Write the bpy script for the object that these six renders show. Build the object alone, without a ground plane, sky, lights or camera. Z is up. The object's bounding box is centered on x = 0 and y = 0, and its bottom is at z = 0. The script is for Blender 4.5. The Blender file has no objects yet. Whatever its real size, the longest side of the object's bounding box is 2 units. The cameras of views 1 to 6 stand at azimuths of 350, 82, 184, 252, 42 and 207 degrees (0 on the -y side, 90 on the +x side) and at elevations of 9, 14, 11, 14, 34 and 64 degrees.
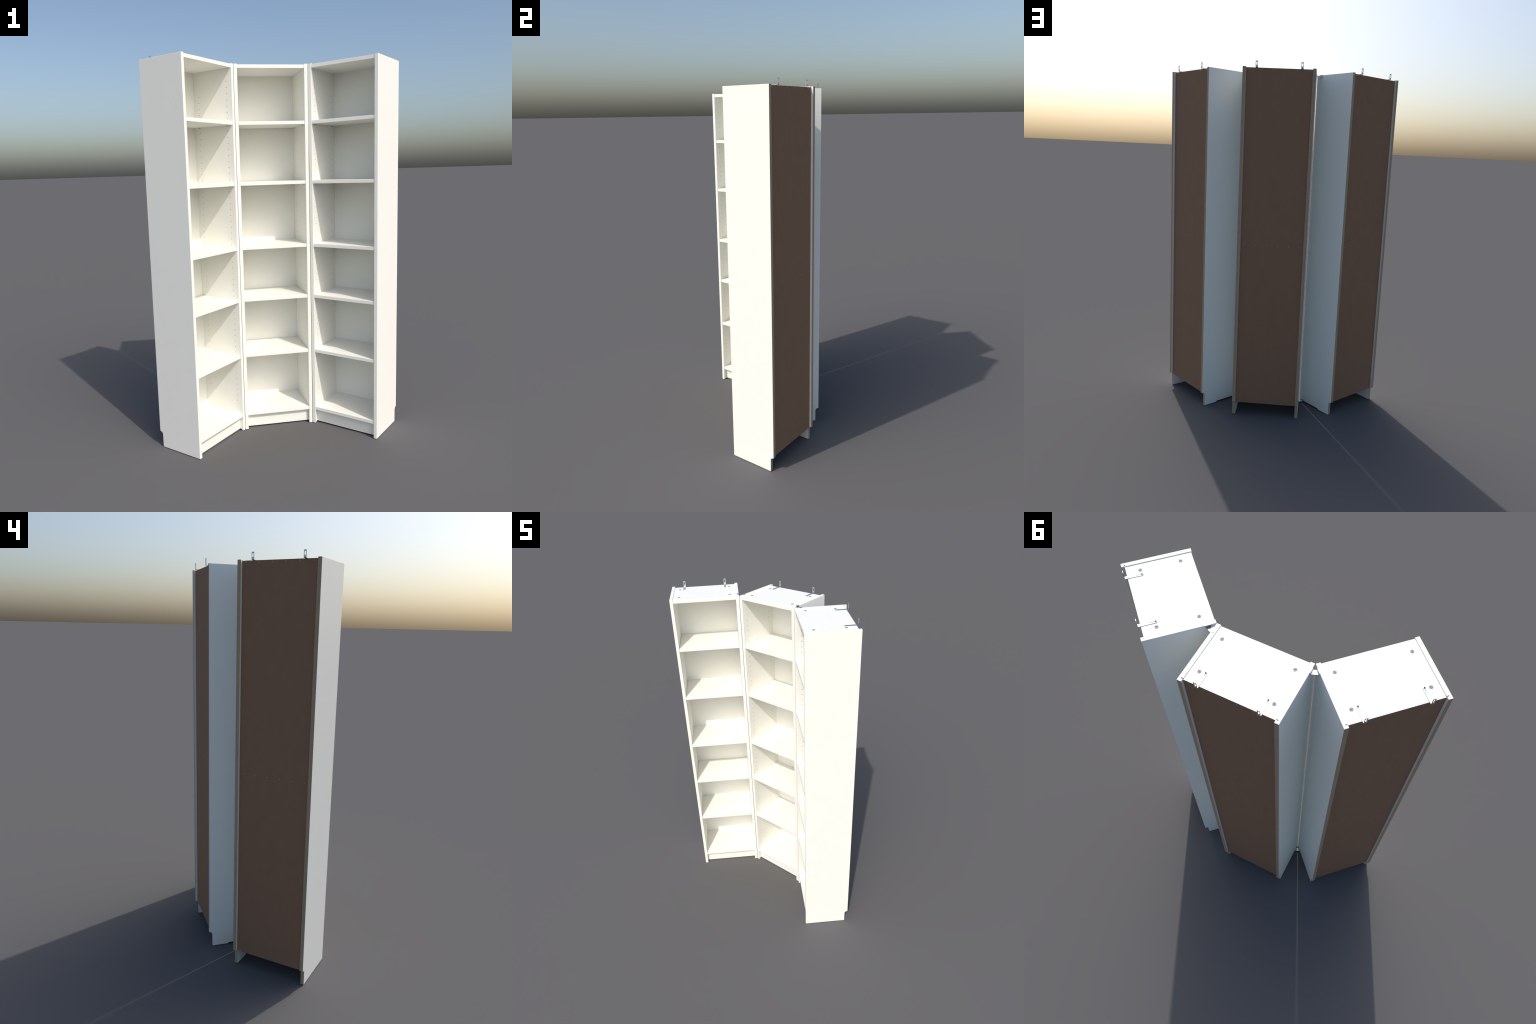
import bpy, bmesh, math
from mathutils import Matrix, Vector

# ---------------------------------------------------------------- dimensions
W, D, H = 0.3874, 0.2724, 1.9707        # one bookcase: width, depth, height of its sides
T = 0.0176                              # board thickness
XO, XI = W / 2, W / 2 - T               # outer / inner face of a side panel
BACK_Y, BACK_T = 0.2574, 0.0030         # hardboard back, sits in a groove
PITCH, HOLE_Z0 = 0.03122, 0.1695        # row of shelf-pin holes
ROW_Y = (0.0356, 0.2230)                # front and rear row of holes
TOP_Z = 1.9499                          # underside of the top board
MID_Z = 1.0127                          # underside of the fixed shelf
LOW_Z = 0.0784                          # underside of the lowest shelf
SHELF_STEPS = (8, 18, 38, 48)           # holes that carry the loose shelves
FOOT = 0.0055                           # relief under the joined side panels

# ---------------------------------------------------------------- materials
def new_mat(name):
    m = bpy.data.materials.new(name)
    m.use_nodes = True
    nt = m.node_tree
    return m, nt, nt.nodes["Principled BSDF"]

def node(nt, kind, **inputs):
    n = nt.nodes.new(kind)
    for k, v in inputs.items():
        n.inputs[k.replace("_", " ")].default_value = v
    return n

def mottled(name, dark, light, scale, rough, stretch=(1, 1, 1), bump=0.0, bump_scale=900.0,
            metallic=0.0, spec=0.5, detail=4.0):
    m, nt, bsdf = new_mat(name)
    tc = nt.nodes.new("ShaderNodeTexCoord")
    mp = nt.nodes.new("ShaderNodeMapping")
    mp.inputs["Scale"].default_value = stretch
    nt.links.new(tc.outputs["Object"], mp.inputs["Vector"])
    nz = node(nt, "ShaderNodeTexNoise", Scale=scale, Detail=detail, Roughness=0.6)
    nt.links.new(mp.outputs["Vector"], nz.inputs["Vector"])
    rp = nt.nodes.new("ShaderNodeValToRGB")
    rp.color_ramp.elements[0].position = 0.3
    rp.color_ramp.elements[1].position = 0.7
    rp.color_ramp.elements[0].color = (*dark, 1)
    rp.color_ramp.elements[1].color = (*light, 1)
    nt.links.new(nz.outputs["Fac"], rp.inputs["Fac"])
    nt.links.new(rp.outputs["Color"], bsdf.inputs["Base Color"])
    bsdf.inputs["Roughness"].default_value = rough
    bsdf.inputs["Metallic"].default_value = metallic
    bsdf.inputs["Specular IOR Level"].default_value = spec
    if bump:
        n2 = node(nt, "ShaderNodeTexNoise", Scale=bump_scale, Detail=2.0)
        nt.links.new(mp.outputs["Vector"], n2.inputs["Vector"])
        b = node(nt, "ShaderNodeBump", Strength=bump, Distance=0.0004)
        nt.links.new(n2.outputs["Fac"], b.inputs["Height"])
        nt.links.new(b.outputs["Normal"], bsdf.inputs["Normal"])
    return m

WHITE = mottled("white_foil", (0.962, 0.961, 0.890), (0.972, 0.971, 0.900), 14, 0.42, spec=0.35)
RAW = mottled("raw_fibreboard_edge", (0.41, 0.310, 0.208), (0.47, 0.358, 0.240), 160, 0.85,
              bump=0.3, spec=0.2)
HARD = mottled("brown_hardboard", (0.286, 0.167, 0.102), (0.310, 0.181, 0.111), 30, 0.75,
               stretch=(1, 1, 0.5), bump=0.25, bump_scale=500, spec=0.25, detail=6)
ZINC = mottled("zinc_plated_steel", (0.52, 0.54, 0.56), (0.62, 0.63, 0.65), 120, 0.34,
               metallic=1.0)
NAILM = mottled("dull_nail_steel", (0.37, 0.285, 0.235), (0.42, 0.325, 0.27), 300, 0.6,
                metallic=0.0)
CAMM = mottled("grey_cam_metal", (0.30, 0.30, 0.32), (0.37, 0.37, 0.39), 200, 0.55, metallic=0.0)
DARK = mottled("dark_recess", (0.08, 0.08, 0.085), (0.11, 0.11, 0.115), 200, 0.8)

# ---------------------------------------------------------------- mesh helpers
def mesh_from(bm, name, mats):
    bmesh.ops.recalc_face_normals(bm, faces=bm.faces)
    me = bpy.data.meshes.new(name)
    bm.to_mesh(me)
    bm.free()
    for m in mats:
        me.materials.append(m)
    return me

def add_box(bm, lo, hi, bevel=0.0, mat=0):
    r = bmesh.ops.create_cube(bm, size=1.0)
    vs = r["verts"]
    for v in vs:
        v.co = Vector([lo[i] + (v.co[i] + 0.5) * (hi[i] - lo[i]) for i in range(3)])
    fs = {f for v in vs for f in v.link_faces}
    for f in fs:
        f.material_index = mat
    if bevel:
        es = list({e for v in vs for e in v.link_edges})
        bmesh.ops.bevel(bm, geom=es, offset=bevel, segments=2, profile=0.5, affect="EDGES")

def board(name, lo, hi, bevel=0.0008, mats=(WHITE,)):
    bm = bmesh.new()
    add_box(bm, lo, hi, bevel)
    return mesh_from(bm, name, mats)

def prism(bm, pts, axis, a, b, mat=0):
    """Extrude a closed outline along an axis (0 = x, 1 = y, 2 = z) from a to b."""
    def co(p, t):
        c = [p[0], p[1]]
        c.insert(axis, t)
        return Vector(c)
    v0 = [bm.verts.new(co(p, a)) for p in pts]
    v1 = [bm.verts.new(co(p, b)) for p in pts]
    n = len(pts)
    fs = [bm.faces.new(v0), bm.faces.new(v1[::-1])]
    for i in range(n):
        fs.append(bm.faces.new((v0[i], v0[(i + 1) % n], v1[(i + 1) % n], v1[i])))
    for f in fs:
        f.material_index = mat
    return fs

def lathe(name, prof, mats, seg=24, mat_of=None):
    """Turn an (r, z) profile about z; the profile starts and ends on the axis."""
    bm = bmesh.new()
    rings = []
    for r, z in prof:
        if r == 0:
            rings.append([bm.verts.new((0, 0, z))])
        else:
            rings.append([bm.verts.new((r * math.cos(2 * math.pi * i / seg),
                                        r * math.sin(2 * math.pi * i / seg), z)) for i in range(seg)])
    for k in range(len(rings) - 1):
        p, q = rings[k], rings[k + 1]
        for i in range(seg):
            j = (i + 1) % seg
            if len(p) == 1:
                f = bm.faces.new((p[0], q[i], q[j]))
            elif len(q) == 1:
                f = bm.faces.new((p[i], p[j], q[0]))
            else:
                f = bm.faces.new((p[i], p[j], q[j], q[i]))
            if mat_of:
                f.material_index = mat_of(k)
    return mesh_from(bm, name, mats)

# ---------------------------------------------------------------- side panels
def side_profile(joined):
    """Outline in (y, z): skirting notch at the rear foot, shallow relief under joined sides."""
    p = [(0.0, 0.0)]
    if joined:
        p += [(0.0105, 0.0), (0.0115, FOOT), (0.1640, FOOT), (0.1670, 0.0)]
    p += [(0.2535, 0.0), (0.2540, 0.0670)]
    cy, cz, r = 0.2700, 0.0670, 0.0160              # concave quarter round above the notch
    for i in range(1, 8):
        a = math.pi - i * math.pi / 2 / 8
        p.append((cy + r * math.cos(a), cz + r * math.sin(a)))
    p += [(0.2700, 0.0830), (D, 0.0835), (D, H), (0.0, H)]
    return p

def boolean_cut(me, cutter, name):
    o = bpy.data.objects.new("tmp_body", me)
    c = bpy.data.objects.new("tmp_cut", cutter)
    for x in (o, c):
        bpy.context.scene.collection.objects.link(x)
    m = o.modifiers.new("cut", "BOOLEAN")
    m.operation, m.object, m.solver = "DIFFERENCE", c, "EXACT"
    dg = bpy.context.evaluated_depsgraph_get()
    dg.update()
    out = bpy.data.meshes.new_from_object(o.evaluated_get(dg))
    out.name = name
    for x in (o, c):
        bpy.data.objects.remove(x)
    return out

def side_panel_mesh(sign, joined):
    """sign +1: panel on the +x side of its bookcase, -1: on the -x side."""
    a, b = sorted((sign * XI, sign * XO))
    bm = bmesh.new()
    prism(bm, side_profile(joined), 0, a, b)
    bm.normal_update()
    bmesh.ops.recalc_face_normals(bm, faces=bm.faces)
    rim = [e for e in bm.edges if len(e.link_faces) == 2 and
           any(abs(f.normal.x) > 0.9 for f in e.link_faces)]
    bmesh.ops.bevel(bm, geom=rim, offset=0.0007, segments=2, profile=0.5, affect="EDGES")
    bm.normal_update()
    for f in bm.faces:                               # uncoated edges: rear, notch, underside
        c, n = f.calc_center_median(), f.normal
        if abs(n.x) < 0.6 and ((c.y > 0.2 and c.z < H - 0.001 and n.z < 0.5) or n.z < -0.5):
            f.material_index = 1
    me = mesh_from(bm, "side_panel", (WHITE, RAW))
    # cutters: groove for the back, pin holes in two rows, dowel hole in the top edge
    cb = bmesh.new()
    g0, g1 = sorted((sign * (XI - 0.01), sign * (XI + 0.0085)))
    add_box(cb, (g0, BACK_Y - 0.0003, LOW_Z + 0.0006), (g1, BACK_Y + BACK_T + 0.0003, H + 0.01), 0, 1)
    for y, k0, k1 in ((ROW_Y[0], 0, 55), (ROW_Y[1], 2, 53)):
        for k in range(k0, k1 + 1):
            z = HOLE_Z0 + k * PITCH
            if any(lo - 0.004 < z < lo + T + 0.004 for lo in (MID_Z,)) or k in SHELF_STEPS:
                continue
            r = bmesh.ops.create_cone(cb, cap_ends=True, segments=12, radius1=0.0020, radius2=0.0020,
                                      depth=0.018,
                                      matrix=Matrix.Translation((sign * XI, y, z)) @ Matrix.Rotation(math.pi / 2, 4, "Y"))
            for f in {f for v in r["verts"] for f in v.link_faces}:
                f.material_index = 1
    r = bmesh.ops.create_cone(cb, cap_ends=True, segments=12, radius1=0.0016, radius2=0.0016, depth=0.02,
                              matrix=Matrix.Translation((sign * (XI + 0.0105), ROW_Y[0], H)))
    for f in {f for v in r["verts"] for f in v.link_faces}:
        f.material_index = 1
    return boolean_cut(me, mesh_from(cb, "cutter", (WHITE, RAW)), "side_panel")

SIDE = {(s, j): side_panel_mesh(s, j) for s, j in ((1, True), (-1, True), (1, False), (-1, False))}

# ---------------------------------------------------------------- boards
G = 0.0002                                           # hairline clearance between butted boards
def back_mesh():
    bm = bmesh.new()
    add_box(bm, (-XI - 0.008, BACK_Y, LOW_Z + 0.0010), (XI + 0.008, BACK_Y + BACK_T, TOP_Z + T - 0.0004), 0, 1)
    bm.normal_update()
    for f in bm.faces:
        if f.normal.y < -0.9 or f.normal.z > 0.9:
            f.material_index = 0
    return mesh_from(bm, "back_panel", (WHITE, HARD))
SETBACK = 0.0025                                     # horizontal boards sit behind the side edges
TOP = board("top_panel", (-XI + G, SETBACK, TOP_Z), (XI - G, BACK_Y - G, TOP_Z + T))
BACK = back_mesh()
FIXED = {z: board("shelf", (-XI + G, SETBACK, z), (XI - G, BACK_Y - G, z + T)) for z in (MID_Z, LOW_Z)}
LOOSE = board("shelf", (-XI + 0.0009, SETBACK, 0.0), (XI - 0.0009, BACK_Y - 0.0015, T), 0.0010)
PLINTH = board("plinth", (-XI + G, 0.0240, 0.0052), (XI - G, 0.0240 + T, LOW_Z - G), 0.0006)

STRIP_BLACK = mottled("strip_black", (0.018, 0.018, 0.019), (0.028, 0.028, 0.029), 220, 0.8, spec=0.2)
BLACK_STRIP = board("black_strip", (-T / 2 + 0.0006, 0.0120, 0.0002), (T / 2 - 0.0006, 0.1636, FOOT - 0.0003), 0.0004, (STRIP_BLACK,))

# ---------------------------------------------------------------- small hardware
NAIL = lathe("nail", [(0, 0), (0.0030, 0), (0.0030, 0.0004), (0.0022, 0.0009), (0, 0.0011)], (NAILM,), 14)
PIN = lathe("shelf_pin", [(0, -0.004), (0.0023, -0.004), (0.0023, 0.0), (0.0034, 0.0), (0.0034, 0.0012),
                          (0.0026, 0.0012), (0.0026, 0.0078), (0.0020, 0.0084), (0, 0.0084)], (ZINC,), 14)
def cam_mesh():
    bm = bmesh.new()
    bmesh.ops.create_cone(bm, cap_ends=True, segments=28, radius1=0.0074, radius2=0.0072, depth=0.0012,
                          matrix=Matrix.Translation((0, 0, 0.0004)))
    add_box(bm, (-0.0052, -0.0010, 0.0009), (0.0052, 0.0010, 0.00115), 0, 1)
    return mesh_from(bm, "cam_lock", (CAMM, DARK))
CAM = cam_mesh()
SCREW = lathe("screw", [(0, 0.0), (0.0046, 0.0), (0.0046, 0.0008), (0.0038, 0.0018), (0.0030, 0.0020),
                        (0.0026, 0.0006), (0, 0.0006)], (ZINC, DARK), 20, lambda k: 1 if k == 5 else 0)

def stadium(cx, y0, y1, r, n=8, lower_round=True):
    """Outline of a rounded-end strip along the second axis."""
    pts = [(cx + r * math.cos(a), y1 - r + r * math.sin(a)) for a in
           [math.pi * i / n for i in range(n + 1)]]
    pts += [(cx + r * math.cos(a), y0 + r + r * math.sin(a)) for a in
            [math.pi + math.pi * i / n for i in range(n + 1)]]
    return pts

def slotted_plate(bm, outer, inner, axis, a, b):
    """Plate with one slot: both outlines are given with the same vertex count."""
    def co(p, t):
        c = [p[0], p[1]]
        c.insert(axis, t)
        return Vector(c)
    n = len(outer)
    rows = [[bm.verts.new(co(p, t)) for p in o] for o, t in ((outer, a), (inner, a), (inner, b), (outer, b))]
    for k in range(4):
        p, q = rows[k], rows[(k + 1) % 4]
        for i in range(n):
            j = (i + 1) % n
            bm.faces.new((p[i], p[j], q[j], q[i]))

def bracket_mesh():
    """Angle bracket: strip along the top board, upright slotted tab at the wall end."""
    bm = bmesh.new()
    hw, t = 0.0062, 0.0018
    z0 = TOP_Z + T + 0.0003
    y_end = D - 0.0018
    # strip with a long slot behind the screw
    slot = stadium(0.0, 0.2085, 0.2270, 0.0016)
    outer = []
    for (x, y) in slot:                             # same vertex count: project slot points outwards
        if y > 0.218:
            outer.append((max(-hw, min(hw, x / 0.0016 * hw * 1.45)), 0.2690))
        else:
            a = math.atan2(y - 0.2101, x)
            outer.append((hw * math.cos(a), 0.2052 + hw * math.sin(a)))
    slotted_plate(bm, outer, slot, 2, z0, z0 + t)
    # bend
    bend = [(0.2689, z0), (0.2689, z0 + t)]
    ci = (0.2689, z0 + t + 0.0008)
    for i in range(1, 5):
        a = -math.pi / 2 + i * math.pi / 8
        bend.append((ci[0] + 0.0008 * math.cos(a), ci[1] + 0.0008 * math.sin(a)))
    for i in range(4, 0, -1):
        a = -math.pi / 2 + i * math.pi / 8
        bend.append((ci[0] + (0.0008 + t) * math.cos(a), ci[1] + (0.0008 + t) * math.sin(a)))
    prism(bm, bend, 0, -hw, hw)
    # upright tab with slot
    zb = ci[1] - 0.0001
    slot2 = stadium(0.0, 1.9790, 1.9945, 0.0032)
    n = len(slot2)
    outer2 = []
    for i, (x, z) in enumerate(slot2):
        top = i < n // 2
        k = (i if top else i - n // 2) / (n // 2 - 1)
        if top:                                     # right -> left over the top corners
            outer2.append([(hw, 1.992), (hw, 1.997), (hw, 1.9992), (hw - 0.0008, 2.0), (0, 2.0),
                           (-hw + 0.0008, 2.0), (-hw, 1.9992), (-hw, 1.997), (-hw, 1.992)][round(k * 8)])
        else:
            outer2.append([(-hw, 1.982), (-hw, 1.977), (-hw, zb), (-hw / 2, zb), (0, zb), (hw / 2, zb),
                           (hw, zb), (hw, 1.977), (hw, 1.982)][round(k * 8)])
    slotted_plate(bm, outer2, slot2, 1, 0.2697, 0.2697 + t)
    return mesh_from(bm, "wall_bracket", (ZINC,))
BRACKET = bracket_mesh()

def connector_mesh(z_wing, z_plate, z_bridge):
    """Fitting that joins two bookcases at 45 degrees: a wing on each side panel, a lip down its
    outer face and a trapezoid plate across the wedge. Local +y is the bisector of the wedge."""
    bm = bmesh.new()
    half = math.radians(22.5)
    t = 0.0012
    up = 1 if z_wing > z_plate else -1
    gap = 0.0009
    def on_face(s, d, inward=0.0):
        # point at distance d along side s (+1 / -1), pushed "inward" into the panel
        ax, ay = s * math.sin(half), math.cos(half)
        nx, ny = s * math.cos(half), -math.sin(half)
        return (ax * d + nx * (inward + gap), ay * d + ny * (inward + gap))
    for s in (1, -1):
        wing = [on_face(s, 0.0240, -0.0010), on_face(s, 0.0250, 0.0040), on_face(s, 0.0285, 0.0095),
                on_face(s, 0.0330, 0.0120), on_face(s, 0.0375, 0.0120), on_face(s, 0.0410, 0.0095),
                on_face(s, 0.0430, 0.0040), on_face(s, 0.0435, -0.0010)]
        prism(bm, wing, 2, z_wing, z_wing + up * t)
        lip = [on_face(s, 0.0215, -0.0015), on_face(s, 0.0215, -0.0003),
               on_face(s, 0.0432, -0.0003), on_face(s, 0.0432, -0.0015)]
        prism(bm, lip, 2, z_plate, z_wing + up * t * 0.98)
    plate = [on_face(-1, 0.0210, -0.0008), on_face(1, 0.0210, -0.0008),
             on_face(1, 0.0410, -0.0008), on_face(-1, 0.0410, -0.0008)]
    prism(bm, plate, 2, z_bridge, z_bridge + t + 0.0003)
    return mesh_from(bm, "connecting_bracket", (ZINC,))
CONNECTORS = (connector_mesh(H + 0.0002, 1.9590, 1.9591), connector_mesh(FOOT - 0.0002, 0.0135, 0.0043))

# ---------------------------------------------------------------- assembly
scene = bpy.context.scene
def place(name, mesh, parent, matrix):
    o = bpy.data.objects.new(name, mesh)
    scene.collection.objects.link(o)
    o.parent = parent
    o.matrix_local = matrix
    return o

root = bpy.data.objects.new("corner_bookcase", None)
scene.collection.objects.link(root)
root["label"] = "three tall white bookcases joined into an angled corner unit"
root["category"] = "bookcase"

UNITS = (((-0.3325, -0.1366), 45.0, False, True),    # origin of the front edge, turn, sides joined?
         ((0.0, 0.0010), 0.0, True, True),
         ((0.3325, -0.1366), -45.0, True, False))
I = Matrix.Identity(4)
for (x, y), turn, join_l, join_r in UNITS:
    M = Matrix.Translation((x, y, 0)) @ Matrix.Rotation(math.radians(turn), 4, "Z")
    for s, j in ((-1, join_l), (1, join_r)):
        side = place("side_panel", SIDE[(s, j)], root, M)
        if j:                                        # black strip in the relief under the panel
            place("black_strip", BLACK_STRIP, side, Matrix.Translation((s * (XI + T / 2), 0, 0)))
        for k in SHELF_STEPS:
            for ry in ROW_Y:
                turn_pin = Matrix.Rotation(-s * math.pi / 2, 4, "Y")
                place("shelf_pin", PIN, side,
                      Matrix.Translation((s * XI, ry, HOLE_Z0 + k * PITCH - 0.0046)) @ turn_pin)
    top = place("top_panel", TOP, root, M)
    for cx in (-0.1433, 0.1433):
        for cy in (0.0515, 0.2075):
            spin = Matrix.Rotation(math.radians(28 + 47 * (cx > 0) + 71 * (cy > 0.1) + turn), 4, "Z")
            place("cam_lock", CAM, top, Matrix.Translation((cx, cy, TOP_Z + T)) @ spin)
    for bx in (-0.1195, 0.1195):
        br = place("wall_bracket", BRACKET, root, M @ Matrix.Translation((bx, 0, 0)))
        place("screw", SCREW, br, Matrix.Translation((0, 0.2040, TOP_Z + T + 0.0020)))
    back = place("back_panel", BACK, root, M)
    for z in (TOP_Z + T / 2, MID_Z + T / 2, LOW_Z + T / 2):
        for i in range(6):
            place("nail", NAIL, back, Matrix.Translation((-0.1575 + 0.0624 * i + 0.0015, BACK_Y + BACK_T, z))
                  @ Matrix.Rotation(-math.pi / 2, 4, "X"))
    for z in (MID_Z, LOW_Z):
        place("shelf", FIXED[z], root, M)
    for k in SHELF_STEPS:
        place("shelf", LOOSE, root, M @ Matrix.Translation((0, 0, HOLE_Z0 + k * PITCH - 0.0022)))
    place("plinth", PLINTH, root, M)

for s in (-1, 1):
    M = Matrix.Translation((s * 0.1946, 0.0007, 0)) @ Matrix.Rotation(math.radians(-s * 22.5), 4, "Z")
    for me in CONNECTORS:
        place("connecting_bracket", me, root, M)
